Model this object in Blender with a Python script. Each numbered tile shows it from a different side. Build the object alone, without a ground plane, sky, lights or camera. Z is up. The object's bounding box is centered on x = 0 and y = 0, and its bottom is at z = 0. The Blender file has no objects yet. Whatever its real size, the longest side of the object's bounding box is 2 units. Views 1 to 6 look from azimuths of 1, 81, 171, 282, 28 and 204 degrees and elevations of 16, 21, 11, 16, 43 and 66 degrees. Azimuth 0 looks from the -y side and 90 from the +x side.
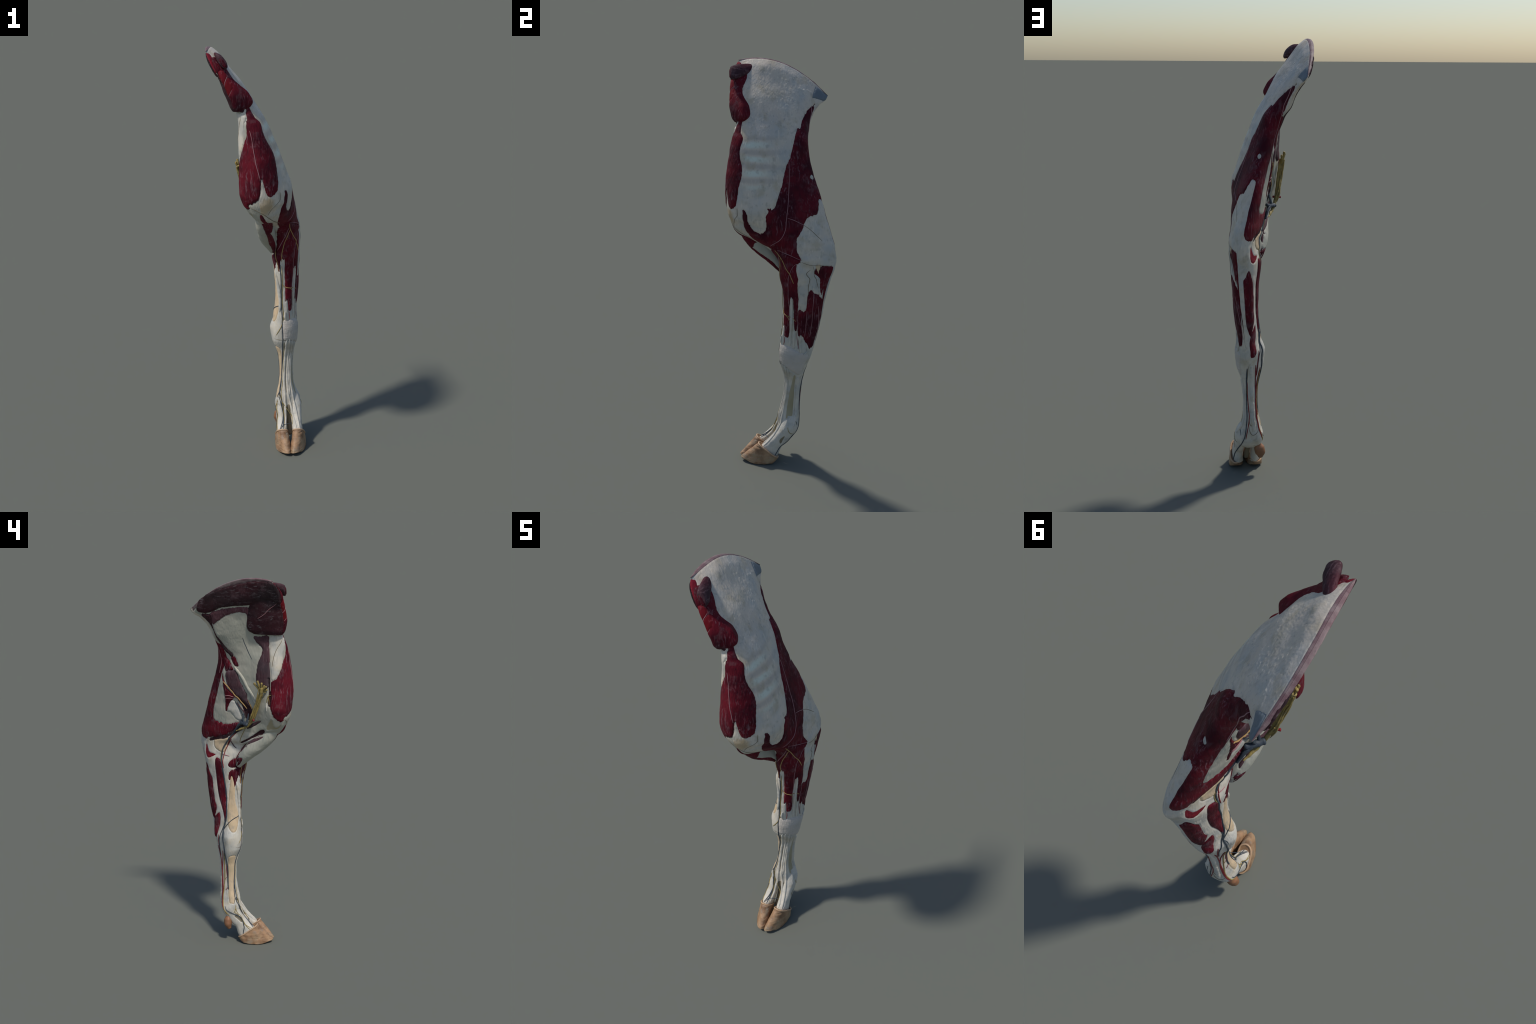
import bpy, math
import numpy as np

# ======================================================================
#  BODY-BEGIN  : the limb's main mass, a loft through anatomical sections
# ======================================================================
# Each section is a closed loop of ten guide points (x outward, y backward):
# front, four down the outer (lateral) side, back, four up the inner side.
SHOULDER_BLADE = [
 (1.997, [(-.190,-.195),(-.180,-.170),(-.172,-.100),(-.168,.000),(-.153,.115),(-.124,.230),(-.160,.160),(-.185,.050),(-.194,-.060),(-.194,-.160)]),
 (1.970, [(-.180,-.215),(-.155,-.180),(-.140,-.100),(-.142,.000),(-.130,.120),(-.112,.216),(-.145,.180),(-.172,.060),(-.183,-.060),(-.184,-.180)]),
 (1.920, [(-.155,-.222),(-.116,-.190),(-.104,-.100),(-.110,.000),(-.093,.118),(-.098,.186),(-.130,.155),(-.155,.060),(-.166,-.060),(-.160,-.190)]),
 (1.840, [(-.100,-.222),(-.056,-.187),(-.044,-.100),(-.051,.000),(-.052,.105),(-.075,.154),(-.104,.125),(-.118,.050),(-.120,-.060),(-.112,-.180)]),
 (1.740, [(-.055,-.210),(-.012,-.193),(.012,-.100),(.009,.000),(-.005,.098),(-.050,.133),(-.078,.110),(-.086,.040),(-.080,-.060),(-.075,-.170)]),
 (1.660, [(-.030,-.230),(.030,-.204),(.058,-.100),(.049,.000),(.039,.093),(.000,.121),(-.036,.102),(-.056,.040),(-.054,-.060),(-.061,-.175)]),
]
UPPER_ARM = [
 (1.580, [(.000,-.242),(.060,-.208),(.090,-.100),(.082,.000),(.055,.097),(.031,.126),(-.003,.108),(-.025,.050),(-.043,-.050),(-.065,-.183)]),
 (1.500, [(.010,-.253),(.090,-.205),(.120,-.100),(.105,.005),(.084,.108),(.058,.145),(.025,.130),(-.008,.070),(-.029,-.045),(-.065,-.190)]),
 (1.420, [(.010,-.258),(.104,-.214),(.145,-.102),(.133,.005),(.110,.128),(.084,.174),(.052,.156),(.010,.090),(-.015,-.040),(-.069,-.190)]),
 (1.350, [(.010,-.255),(.110,-.214),(.163,-.128),(.155,.005),(.137,.152),(.109,.197),(.072,.181),(.028,.100),(.003,-.012),(-.072,-.190)]),
 (1.300, [(.015,-.247),(.101,-.216),(.156,-.138),(.166,.005),(.152,.160),(.123,.212),(.085,.195),(.038,.110),(.010,-.012),(-.060,-.187)]),
 (1.260, [(.020,-.231),(.078,-.206),(.143,-.134),(.172,.010),(.164,.164),(.137,.225),(.096,.206),(.050,.120),(.016,-.016),(-.042,-.183)]),
 (1.215, [(.030,-.208),(.076,-.178),(.141,-.096),(.179,.022),(.176,.174),(.149,.239),(.106,.219),(.060,.130),(.022,.005),(-.012,-.148)]),
 (1.180, [(.036,-.160),(.084,-.116),(.142,-.060),(.182,.040),(.187,.183),(.159,.250),(.112,.228),(.066,.136),(.030,.018),(.012,-.100)]),
 (1.148, [(.060,-.078),(.108,-.044),(.153,-.016),(.190,.065),(.192,.194),(.165,.256),(.116,.226),(.070,.134),(.040,.030),(.032,-.050)]),
 (1.115, [(.088,-.024),(.130,-.012),(.171,.020),(.200,.095),(.197,.203),(.170,.262),(.118,.222),(.077,.130),(.062,.042),(.066,.000)]),
 (1.060, [(.120,.004),(.163,.018),(.192,.060),(.202,.112),(.194,.215),(.170,.255),(.112,.218),(.072,.135),(.056,.060),(.070,.008)]),
]
FOREARM = [
 (1.020, [(.128,.006),(.170,.032),(.196,.090),(.197,.160),(.185,.220),(.165,.243),(.105,.210),(.068,.140),(.055,.080),(.080,.022)]),
 (0.900, [(.118,.025),(.158,.047),(.187,.100),(.187,.160),(.172,.210),(.153,.224),(.115,.205),(.085,.150),(.068,.090),(.078,.037)]),
 (0.780, [(.118,.033),(.149,.052),(.174,.100),(.176,.150),(.165,.195),(.148,.210),(.115,.195),(.087,.145),(.070,.090),(.083,.042)]),
 (0.660, [(.113,.027),(.140,.047),(.163,.090),(.165,.140),(.155,.178),(.140,.190),(.110,.175),(.078,.130),(.053,.080),(.073,.037)]),
]
KNEE_AND_CANNON = [
 (0.600, [(.103,.024),(.145,.040),(.170,.080),(.168,.130),(.155,.165),(.130,.180),(.090,.165),(.055,.120),(.035,.080),(.060,.035)]),
 (0.540, [(.099,.030),(.141,.044),(.165,.080),(.163,.120),(.150,.150),(.125,.162),(.085,.150),(.055,.110),(.042,.080),(.060,.040)]),
 (0.490, [(.105,.049),(.138,.058),(.153,.085),(.152,.115),(.140,.140),(.117,.148),(.085,.138),(.065,.110),(.058,.085),(.075,.055)]),
 (0.440, [(.107,.061),(.130,.067),(.141,.085),(.141,.110),(.132,.134),(.112,.142),(.088,.134),(.074,.110),(.072,.085),(.083,.063)]),
 (0.360, [(.106,.061),(.127,.066),(.137,.084),(.137,.108),(.128,.131),(.109,.138),(.087,.131),(.077,.108),(.074,.085),(.084,.062)]),
 (0.300, [(.105,.052),(.128,.059),(.139,.080),(.138,.106),(.128,.130),(.108,.137),(.085,.130),(.073,.106),(.068,.080),(.081,.055)]),
 (0.240, [(.105,.040),(.134,.048),(.151,.070),(.150,.105),(.138,.132),(.106,.139),(.076,.132),(.062,.105),(.054,.070),(.073,.042)]),
 (0.190, [(.107,.038),(.140,.042),(.162,.065),(.163,.105),(.145,.130),(.106,.138),(.068,.130),(.049,.105),(.044,.065),(.070,.035)]),
 (0.150, [(.108,.055),(.135,.058),(.155,.075),(.157,.100),(.142,.117),(.107,.122),(.072,.117),(.054,.100),(.055,.075),(.076,.058)]),
 (0.132, [(.108,.070),(.122,.071),(.132,.080),(.132,.095),(.122,.103),(.107,.105),(.092,.103),(.082,.095),(.080,.080),(.092,.071)]),
]
SECTIONS = sorted(SHOULDER_BLADE + UPPER_ARM + FOREARM + KNEE_AND_CANNON, key=lambda q: q[0])

def smooth(a, b, t):
    t = np.clip((t - a) / (b - a), 0, 1)
    return t * t * (3 - 2 * t)

def pchip(x, Y, q):
    """monotone cubic through (x, Y[k]) for any trailing shape of Y"""
    x = np.asarray(x, float); Y = np.asarray(Y, float); q = np.asarray(q, float)
    h = np.diff(x).reshape((-1,) + (1,) * (Y.ndim - 1))
    d = np.diff(Y, axis=0) / h
    m = np.zeros_like(Y)
    w1 = 2 * h[1:] + h[:-1]; w2 = h[1:] + 2 * h[:-1]
    ok = d[:-1] * d[1:] > 0
    a = np.where(ok, d[:-1], 1.0); b = np.where(ok, d[1:], 1.0)
    m[1:-1] = np.where(ok, (w1 + w2) / (w1 / a + w2 / b), 0.0)
    m[0] = d[0]; m[-1] = d[-1]
    k = np.clip(np.searchsorted(x, q) - 1, 0, len(x) - 2)
    hh = (x[k + 1] - x[k]); t = ((q - x[k]) / hh).reshape((-1,) + (1,) * (Y.ndim - 1)); hh = hh.reshape(t.shape)
    return ((1 + 2*t) * (1-t)**2 * Y[k] + t*(1-t)**2 * hh * m[k] + t*t*(3-2*t) * Y[k+1] + t*t*(t-1) * hh * m[k+1])

def ring(P, s):
    """closed Catmull-Rom through the loop P (n,2..3) or many loops (m,n,d), at loop fractions s"""
    P = np.asarray(P, float); n = P.shape[-2]
    f = (np.asarray(s) % 1.0) * n
    k = np.floor(f).astype(int) % n; t = (f - np.floor(f))[:, None]
    p0, p1, p2, p3 = (np.take(P, (k + o) % n, axis=-2) for o in (-1, 0, 1, 2))
    return 0.5 * (2*p1 + (p2-p0)*t + (2*p0-5*p1+4*p2-p3)*t*t + (3*p1-p0-3*p2+p3)*t**3)

def crest(z0):
    """how strongly the rows bow down behind, to follow the arched upper rim"""
    return 1.5 * smooth(1.55, 1.92, z0)

SEC_Z = [q[0] for q in SECTIONS]; SEC_P = np.array([q[1] for q in SECTIONS])
def body_rows(z0, s):
    """points of the limb surface: rows at heights z0, loop fractions s -> (rows, cols, 3)"""
    loops = pchip(SEC_Z, SEC_P, z0)
    xy = ring(loops, s)
    z = np.asarray(z0)[:, None] - crest(np.asarray(z0))[:, None] * (xy[..., 1] + 0.1) ** 2
    return np.concatenate([xy, z[..., None]], -1)
# BODY-END =============================================================
# ---------------------------------------------------------------- helpers
def catmull(P, per):
    """open smooth curve through the points"""
    P = np.asarray(P, float); n = len(P)
    Q = np.vstack([2 * P[0] - P[1], P, 2 * P[-1] - P[-2]])
    f = np.linspace(0, n - 1, (n - 1) * per + 1); k = np.minimum(f.astype(int), n - 2); t = (f - k)[:, None]
    p0, p1, p2, p3 = Q[k], Q[k + 1], Q[k + 2], Q[k + 3]
    return 0.5 * (2*p1 + (p2-p0)*t + (2*p0-5*p1+4*p2-p3)*t*t + (3*p1-p0-3*p2+p3)*t**3)

def value_noise(P, seed=0):
    """smooth random field in -1..1 at points P (n,3)"""
    i = np.floor(P).astype(np.int64); f = P - i; f = f * f * (3 - 2 * f)
    out = np.zeros(P.shape[:-1])
    for dx in (0, 1):
        for dy in (0, 1):
            for dz in (0, 1):
                h = (i[..., 0] + dx) * 374761393 + (i[..., 1] + dy) * 668265263 + (i[..., 2] + dz) * 2147483647 + seed * 974634721
                h = (h ^ (h >> 13)) * 1274126177
                h = ((h ^ (h >> 16)) & 0xffff) / 32767.5 - 1
                w = (f[..., 0] if dx else 1 - f[..., 0]) * (f[..., 1] if dy else 1 - f[..., 1]) * (f[..., 2] if dz else 1 - f[..., 2])
                out += h * w
    return out

def grid_faces(rows, cols):
    i = np.arange(rows - 1)[:, None]; j = np.arange(cols)[None, :]
    a = i * cols + j; b = i * cols + (j + 1) % cols
    return np.stack([a, b, b + cols, a + cols], -1)

def grid_normals(G):
    ds = np.roll(G, -1, 1) - np.roll(G, 1, 1)
    dt = np.gradient(G, axis=0)
    n = np.cross(ds, dt); l = np.linalg.norm(n, axis=-1, keepdims=True)
    bad = l[..., 0] < 1e-12
    n = n / np.maximum(l, 1e-12)
    n[bad] = (0, 0, 1)
    return n

def mesh_object(name, V, F, mat, parent, normals=None):
    me = bpy.data.meshes.new(name)
    V = np.ascontiguousarray(V, dtype=np.float32); F = np.ascontiguousarray(F, dtype=np.int32)
    me.vertices.add(len(V)); me.vertices.foreach_set("co", V.ravel())
    me.loops.add(F.size); me.loops.foreach_set("vertex_index", F.ravel())
    me.polygons.add(len(F)); me.polygons.foreach_set("loop_start", np.arange(len(F), dtype=np.int32) * F.shape[1])
    me.update(calc_edges=True); me.validate()
    me.polygons.foreach_set("use_smooth", np.ones(len(me.polygons), dtype=bool))
    if normals is not None and len(me.vertices) == len(normals):
        me.normals_split_custom_set_from_vertices(normals.tolist())
    me.materials.append(mat)
    ob = bpy.data.objects.new(name, me)
    bpy.context.scene.collection.objects.link(ob)
    ob.parent = parent
    return ob

def closed_ends(G, k=5, bulge=0.0):
    """round the two ends of a tube-like grid by drawing extra rows in to the middle"""
    lo, hi = [], []
    for e in np.linspace(0, 1, k + 1)[1:]:
        q = math.sqrt(max(0.0, 1 - e * e)); q = max(q, 0.02)
        for row, nxt, out in ((G[0], G[1], lo), (G[-1], G[-2], hi)):
            c = row.mean(0); d = c - nxt.mean(0); d = d / (np.linalg.norm(d) + 1e-9)
            out.append(c + (row - c) * q + d * bulge * e)
    return np.concatenate([np.array(lo[::-1]), G, np.array(hi)], 0)

def outward(G):
    V = G.reshape(-1, 3); F = grid_faces(*G.shape[:2]).reshape(-1, 4)
    a, b, c = V[F[:, 0]], V[F[:, 1]], V[F[:, 2]]
    return G if np.einsum('ij,ij->', a, np.cross(b, c)) > 0 else G[:, ::-1]

def loft_grid(sections, rows, cols, bulge=0.003):
    P = np.array(sections, float)
    L = pchip(np.arange(len(P)), P, np.linspace(0, len(P) - 1, rows))
    return outward(closed_ends(ring(L, np.arange(cols) / cols), bulge=bulge))

def tube_grid(C, R, cols, flat=1.0, bulge=0.8):
    """round tube round the curve C (n,3) with radii R (n,)"""
    C = np.asarray(C, float); R = np.asarray(R, float)
    T = np.gradient(C, axis=0); T /= np.linalg.norm(T, axis=1)[:, None] + 1e-12
    N = np.empty_like(T); ref = np.array([.9, .13, .41]); n = np.cross(T[0], ref); n /= np.linalg.norm(n)
    for i in range(len(T)):                       # parallel transport keeps the tube untwisted
        n = n - T[i] * np.dot(n, T[i]); n /= np.linalg.norm(n); N[i] = n
    B = np.cross(T, N)
    a = np.arange(cols) / cols * 2 * math.pi
    G = C[:, None] + R[:, None, None] * (np.cos(a)[None, :, None] * N[:, None] * flat + np.sin(a)[None, :, None] * B[:, None])
    return closed_ends(G, 4, bulge=float(R.min()) * bulge)

# ---------------------------------------------------------------- materials
def tissue(name, base, second, streak, fibre=(90, 90, 9), amount=.5, mottle=7, rough=.5, bump=.25, extra=None, spec=.35):
    """flesh-like stuff: two slowly mixed tones, overlaid by fine fibres along one axis"""
    m = bpy.data.materials.new(name); m.use_nodes = True
    nt = m.node_tree; N = nt.nodes; L = nt.links
    p = N["Principled BSDF"]; p.inputs["Roughness"].default_value = rough
    p.inputs["Specular IOR Level"].default_value = spec
    tc = N.new("ShaderNodeTexCoord")
    def noise(scale, vec=None, detail=4, rough_=.55):
        t = N.new("ShaderNodeTexNoise"); t.inputs["Scale"].default_value = scale; t.inputs["Detail"].default_value = detail
        t.inputs["Roughness"].default_value = rough_; L.new(vec or tc.outputs["Object"], t.inputs["Vector"]); return t
    def ramp(src, a, b):
        r = N.new("ShaderNodeMapRange"); r.interpolation_type = 'SMOOTHSTEP'
        r.inputs["From Min"].default_value = a; r.inputs["From Max"].default_value = b
        L.new(src, r.inputs["Value"]); return r.outputs["Result"]
    def mix(fac, a, b):
        x = N.new("ShaderNodeMix"); x.data_type = 'RGBA'
        if hasattr(fac, "links"): L.new(fac, x.inputs[0])
        else: x.inputs[0].default_value = fac
        for v, k in ((a, 6), (b, 7)):
            if hasattr(v, "links"): L.new(v, x.inputs[k])
            else: x.inputs[k].default_value = (*v, 1)
        return x.outputs[2]
    def math_(op, a, b):
        x = N.new("ShaderNodeMath"); x.operation = op
        for v, k in ((a, 0), (b, 1)):
            if hasattr(v, "links"): L.new(v, x.inputs[k])
            else: x.inputs[k].default_value = v
        return x.outputs[0]
    mp = N.new("ShaderNodeMapping"); mp.inputs["Scale"].default_value = fibre
    warp = noise(14, detail=2)
    wv = N.new("ShaderNodeMix"); wv.data_type = 'VECTOR'; wv.inputs[0].default_value = .03
    L.new(tc.outputs["Object"], wv.inputs[4]); L.new(warp.outputs["Color"], wv.inputs[5])
    L.new(wv.outputs[1], mp.inputs["Vector"])
    fib = noise(1.6, mp.outputs[0], 5, .6)
    slow = noise(mottle, detail=4)
    c = mix(ramp(slow.outputs["Fac"], .38, .66), base, second)
    patch = noise(11, detail=3)
    k = math_('MULTIPLY', ramp(fib.outputs["Fac"], .52, .72), math_('MULTIPLY', ramp(patch.outputs["Fac"], .35, .65), amount))
    c = mix(k, c, streak)
    if extra: c = extra(nt, tc, c, noise, ramp, mix, math_)
    L.new(c, p.inputs["Base Color"])
    bp = N.new("ShaderNodeBump"); bp.inputs["Strength"].default_value = bump; bp.inputs["Distance"].default_value = .004
    L.new(fib.outputs["Fac"], bp.inputs["Height"]); L.new(bp.outputs[0], p.inputs["Normal"])
    return m

def axis(nt, tc, k):
    s = nt.nodes.new("ShaderNodeSeparateXYZ"); nt.links.new(tc.outputs["Object"], s.inputs[0]); return s.outputs[k]

def sheet_extra(nt, tc, c, noise, ramp, mix, math_):
    y, z = axis(nt, tc, 1), axis(nt, tc, 2)
    # pale pink-cream scuffed crumbs over the upper blade
    hi = math_('MULTIPLY', ramp(z, 1.62, 1.80), ramp(noise(9).outputs["Fac"], .40, .62))
    c = mix(math_('MULTIPLY', hi, .7), c, (.60, .51, .42))
    crumbs = math_('MULTIPLY', ramp(noise(95, detail=3).outputs["Fac"], .60, .70), ramp(z, 1.60, 1.76))
    c = mix(math_('MULTIPLY', crumbs, .55), c, (.74, .63, .49))
    dark = math_('MULTIPLY', ramp(noise(70, detail=4).outputs["Fac"], .60, .74), ramp(z, 1.55, 1.74))
    c = mix(math_('MULTIPLY', dark, .5), c, (.25, .27, .29))
    # three shiny blue-green cross bands with dull lilac between
    w = nt.nodes.new("ShaderNodeTexNoise"); w.inputs["Scale"].default_value = 8
    nt.links.new(tc.outputs["Object"], w.inputs["Vector"])
    zz = math_('ADD', math_('ADD', z, math_('MULTIPLY', y, .02)), math_('MULTIPLY', math_('SUBTRACT', w.outputs["Fac"], .5), .03))
    zone = math_('MULTIPLY', ramp(zz, 1.43, 1.49), math_('SUBTRACT', 1.0, ramp(zz, 1.655, 1.69)))
    wave = math_('SINE', math_('MULTIPLY', math_('SUBTRACT', zz, 1.577 - .0154), 2 * math.pi / .0615), 0.0)
    inner = math_('MULTIPLY', ramp(y, -.21, -.16), math_('SUBTRACT', 1.0, ramp(y, -.15, -.03)))
    c = mix(math_('MULTIPLY', math_('MULTIPLY', zone, inner), math_('MULTIPLY', ramp(wave, -.3, 1.0), .55)), c, (.68, .80, .70))
    c = mix(math_('MULTIPLY', math_('MULTIPLY', zone, math_('SUBTRACT', 1.0, ramp(y, -.08, .06))), math_('MULTIPLY', ramp(wave, -.1, -1.0), .35)), c, (.32, .28, .27))
    return stains(nt, tc, c, noise, ramp, mix, math_)

def dark_fibres(nt, tc, c, noise, ramp, mix, math_):
    """near-black lines painted between muscle bundles, and paler greyish blotches"""
    mp = nt.nodes.new("ShaderNodeMapping"); mp.inputs["Scale"].default_value = (120, 120, 11); mp.inputs["Rotation"].default_value = (.12, .16, 0)
    nt.links.new(tc.outputs["Object"], mp.inputs["Vector"])
    f = noise(1.3, mp.outputs[0], 4, .6)
    c = mix(math_('MULTIPLY', ramp(f.outputs["Fac"], .53, .70), .6), c, (.018, .004, .008))
    b = noise(26, detail=5)
    return mix(math_('MULTIPLY', ramp(b.outputs["Fac"], .54, .72), .35), c, (.15, .09, .10))

def joint_tan(nt, tc, c, noise, ramp, mix, math_):
    """tan bare bone shimmering through the capsule at the point of the shoulder"""
    d = nt.nodes.new("ShaderNodeVectorMath"); d.operation = 'DISTANCE'; d.inputs[1].default_value = (.040, -.235, 1.285)
    nt.links.new(tc.outputs["Object"], d.inputs[0])
    dd = math_('ADD', d.outputs["Value"], math_('MULTIPLY', math_('SUBTRACT', noise(24, detail=4).outputs["Fac"], .5), .09))
    return mix(math_('MULTIPLY', math_('SUBTRACT', 1.0, ramp(dd, .022, .060)), .85), c, (.46, .34, .20))

def stains(nt, tc, c, noise, ramp, mix, math_):
    """yellowish and grey-brown stains, and a few fine dark lines running along the limb"""
    c = mix(math_('MULTIPLY', ramp(noise(17, detail=5).outputs["Fac"], .50, .70), .45), c, (.42, .34, .21))
    c = mix(math_('MULTIPLY', ramp(noise(31, detail=5).outputs["Fac"], .53, .72), .42), c, (.27, .255, .225))
    mp = nt.nodes.new("ShaderNodeMapping"); mp.inputs["Scale"].default_value = (150, 150, 5)
    nt.links.new(tc.outputs["Object"], mp.inputs["Vector"])
    f = noise(1.0, mp.outputs[0], 2, .5)
    c = joint_tan(nt, tc, c, noise, ramp, mix, math_)
    return mix(math_('MULTIPLY', ramp(f.outputs["Fac"], .60, .72), .28), c, (.24, .215, .17))

MAT = {
 'red':    tissue("muscle_red", (.115,.006,.014), (.048,.003,.009), (.24,.13,.15), amount=.75, mottle=9, bump=.5, rough=.65, spec=.12, extra=dark_fibres),
 'dark':   tissue("muscle_dark", (.044,.015,.019), (.033,.021,.023), (.14,.12,.125), amount=.85, fibre=(60,22,80), rough=.7, spec=.1, extra=dark_fibres),  # pale grey streak tone is wet sheen baked into the muscle colour
 'ribbed': tissue("muscle_ribbed", (.13,.055,.065), (.085,.040,.048), (.24,.16,.17), amount=.8, fibre=(60,130,14), rough=.7, spec=.1, extra=dark_fibres),
 'strap':  tissue("muscle_strap", (.085,.022,.030), (.055,.026,.032), (.20,.12,.13), amount=.7, fibre=(60,12,60), rough=.7, spec=.1, extra=dark_fibres),
 'grey':   tissue("muscle_grey", (.082,.038,.045), (.068,.050,.056), (.19,.15,.16), amount=.7, rough=.7, spec=.1, extra=dark_fibres),
 'bright': tissue("muscle_bright", (.13,.006,.010), (.20,.014,.026), (.34,.12,.13), amount=.4, fibre=(50,50,30), rough=.6, spec=.12),
 'sheet':  tissue("fascia_sheet", (.62,.54,.44), (.46,.455,.425), (.74,.65,.54), amount=.85, fibre=(70,70,7), spec=.2, extra=sheet_extra),
 'inner':  tissue("fascia_inner", (.39,.38,.315), (.43,.40,.33), (.25,.275,.24), amount=.75, fibre=(70,60,8), spec=.2),
 'tendon': tissue("tendon_white", (.58,.53,.445), (.47,.455,.41), (.66,.60,.51), amount=.5, fibre=(120,120,6), mottle=16, spec=.25, extra=stains),
 'bone':   tissue("bone_cream", (.58,.43,.27), (.54,.41,.27), (.64,.50,.35), amount=.4, mottle=14, spec=.25, extra=stains),
 'olive':  tissue("bone_olive", (.34,.29,.18), (.38,.33,.22), (.42,.38,.27), amount=.4, spec=.2),
 'band':   tissue("knee_band", (.54,.485,.425), (.45,.415,.37), (.62,.56,.50), amount=.8, fibre=(16,16,150), bump=.6, spec=.15),
 'rim':    tissue("blade_rim", (.16,.095,.102), (.24,.18,.175), (.09,.045,.05), amount=.6, mottle=30, spec=.15),
 'blue':   tissue("cartilage_blue", (.15,.175,.195), (.21,.235,.25), (.27,.29,.29), amount=.4, spec=.25),
 'nerve':  tissue("nerve_ochre", (.30,.22,.070), (.20,.155,.060), (.40,.32,.15), amount=.6, mottle=60, spec=.2),
 'nervelet': tissue("nerve_tan", (.38,.22,.09), (.34,.25,.10), (.44,.33,.18), amount=.4, spec=.2),
 'vein':   tissue("vein_blue", (.035,.045,.060), (.055,.068,.080), (.10,.12,.14), amount=.4, mottle=30, rough=.5, spec=.2),
 'artery': tissue("artery_red", (.22,.02,.025), (.13,.015,.02), (.3,.08,.07), amount=.4, spec=.2),
 'line':   tissue("fascia_line", (.32,.16,.17), (.24,.10,.11), (.44,.29,.28), amount=.5, spec=.2),
 'groove': tissue("crease_brown", (.22,.18,.12), (.17,.145,.11), (.28,.24,.17), amount=.3, spec=.1),
 'horn':   tissue("horn_tan", (.35,.205,.11), (.20,.11,.058), (.46,.31,.19), amount=.6, fibre=(14,14,120), mottle=22, rough=.55, bump=.5, extra=stains),
 'coronet': tissue("coronet_skin", (.48,.31,.18), (.42,.27,.165), (.56,.42,.3), amount=.4),
 'claw':   tissue("dewclaw_horn", (.28,.125,.058), (.21,.10,.05), (.33,.18,.1), amount=.5, fibre=(14,14,90)),
}

ROOT = bpy.data.objects.new("cow_foreleg", None)
bpy.context.scene.collection.objects.link(ROOT)
ROOT["label"] = "skinned cow foreleg showing muscles, tendons, vessels and hoof"
ROOT["category"] = "anatomy model"

# ---------------------------------------------------------------- the surfaces that carry tissue regions
SURF = {}
def add_surface(key, G):
    SURF[key] = G

COLS, ROWS = 400, 800
z0 = np.linspace(0.132, 1.997, ROWS)
G = body_rows(z0, np.arange(COLS) / COLS)
top = G[-1]; mid = 0.5 * (top + top[(-np.arange(COLS)) % COLS])       # cut rim closes to the plate's mid line
G = np.concatenate([G] + [(top * (1 - k) + mid * k + np.array([0, 0, .004 * math.sqrt(k)]))[None] for k in (.1, .3, .6, .98)], 0)
add_surface('body', G)

NECK = [[(-.066,-.222,1.722),(-.03,-.195,1.722),(-.03,-.15,1.722),(-.06,-.07,1.722),(-.085,-.10,1.722),(-.088,-.19,1.722)],
  [(-.068,-.233,1.738),(-.012,-.2,1.738),(-.014,-.165,1.738),(-.072,-.055,1.738),(-.095,-.08,1.738),(-.097,-.19,1.738)],
  [(-.07,-.238,1.76),(-.002,-.2,1.76),(-.005,-.165,1.76),(-.08,-.05,1.76),(-.104,-.08,1.76),(-.104,-.19,1.76)],
  [(-.085,-.245,1.80),(-.018,-.201,1.80),(-.025,-.165,1.80),(-.09,-.05,1.80),(-.119,-.09,1.80),(-.120,-.19,1.80)],
  [(-.12,-.24,1.86),(-.080,-.217,1.86),(-.076,-.180,1.86),(-.11,-.05,1.86),(-.138,-.09,1.86),(-.137,-.19,1.86)],
  [(-.15,-.232,1.92),(-.122,-.220,1.92),(-.112,-.178,1.92),(-.13,-.07,1.92),(-.158,-.1,1.92),(-.158,-.2,1.92)],
  [(-.165,-.215,1.955),(-.15,-.2,1.955),(-.14,-.15,1.955),(-.15,-.09,1.955),(-.165,-.1,1.955),(-.166,-.19,1.955)]]
add_surface('neck', loft_grid(NECK, 130, 160, bulge=.006))

BIC = catmull([(.022,-.180,1.252),(.028,-.132,1.184),(.037,-.083,1.137),(.043,-.030,1.090),(.056,.010,1.046),(.064,.030,1.010)], 26)
add_surface('biceps', tube_grid(BIC, pchip(np.arange(6) * 26, [.026, .038, .041, .037, .029, .016], np.arange(131)), 120))

# the cut end of a strap muscle, folded forward over the blade's front corner
def strap_loop(c, y, a, b):
    ang = np.arange(12) / 12 * 2 * math.pi
    return [(c[0] + .55 * a * math.cos(t) + .83 * b * math.sin(t), y, c[1] - .83 * a * math.cos(t) + .55 * b * math.sin(t)) for t in ang]
STRAP = [strap_loop((-.152, 1.958), -.110, .012, .006), strap_loop((-.142, 1.955), -.150, .024, .010), strap_loop((-.131, 1.950), -.185, .032, .014),
         strap_loop((-.122, 1.943), -.215, .035, .016), strap_loop((-.117, 1.938), -.237, .031, .015), strap_loop((-.116, 1.936), -.244, .021, .009)]
add_surface('strap', loft_grid(STRAP, 80, 100, bulge=.001))

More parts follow.
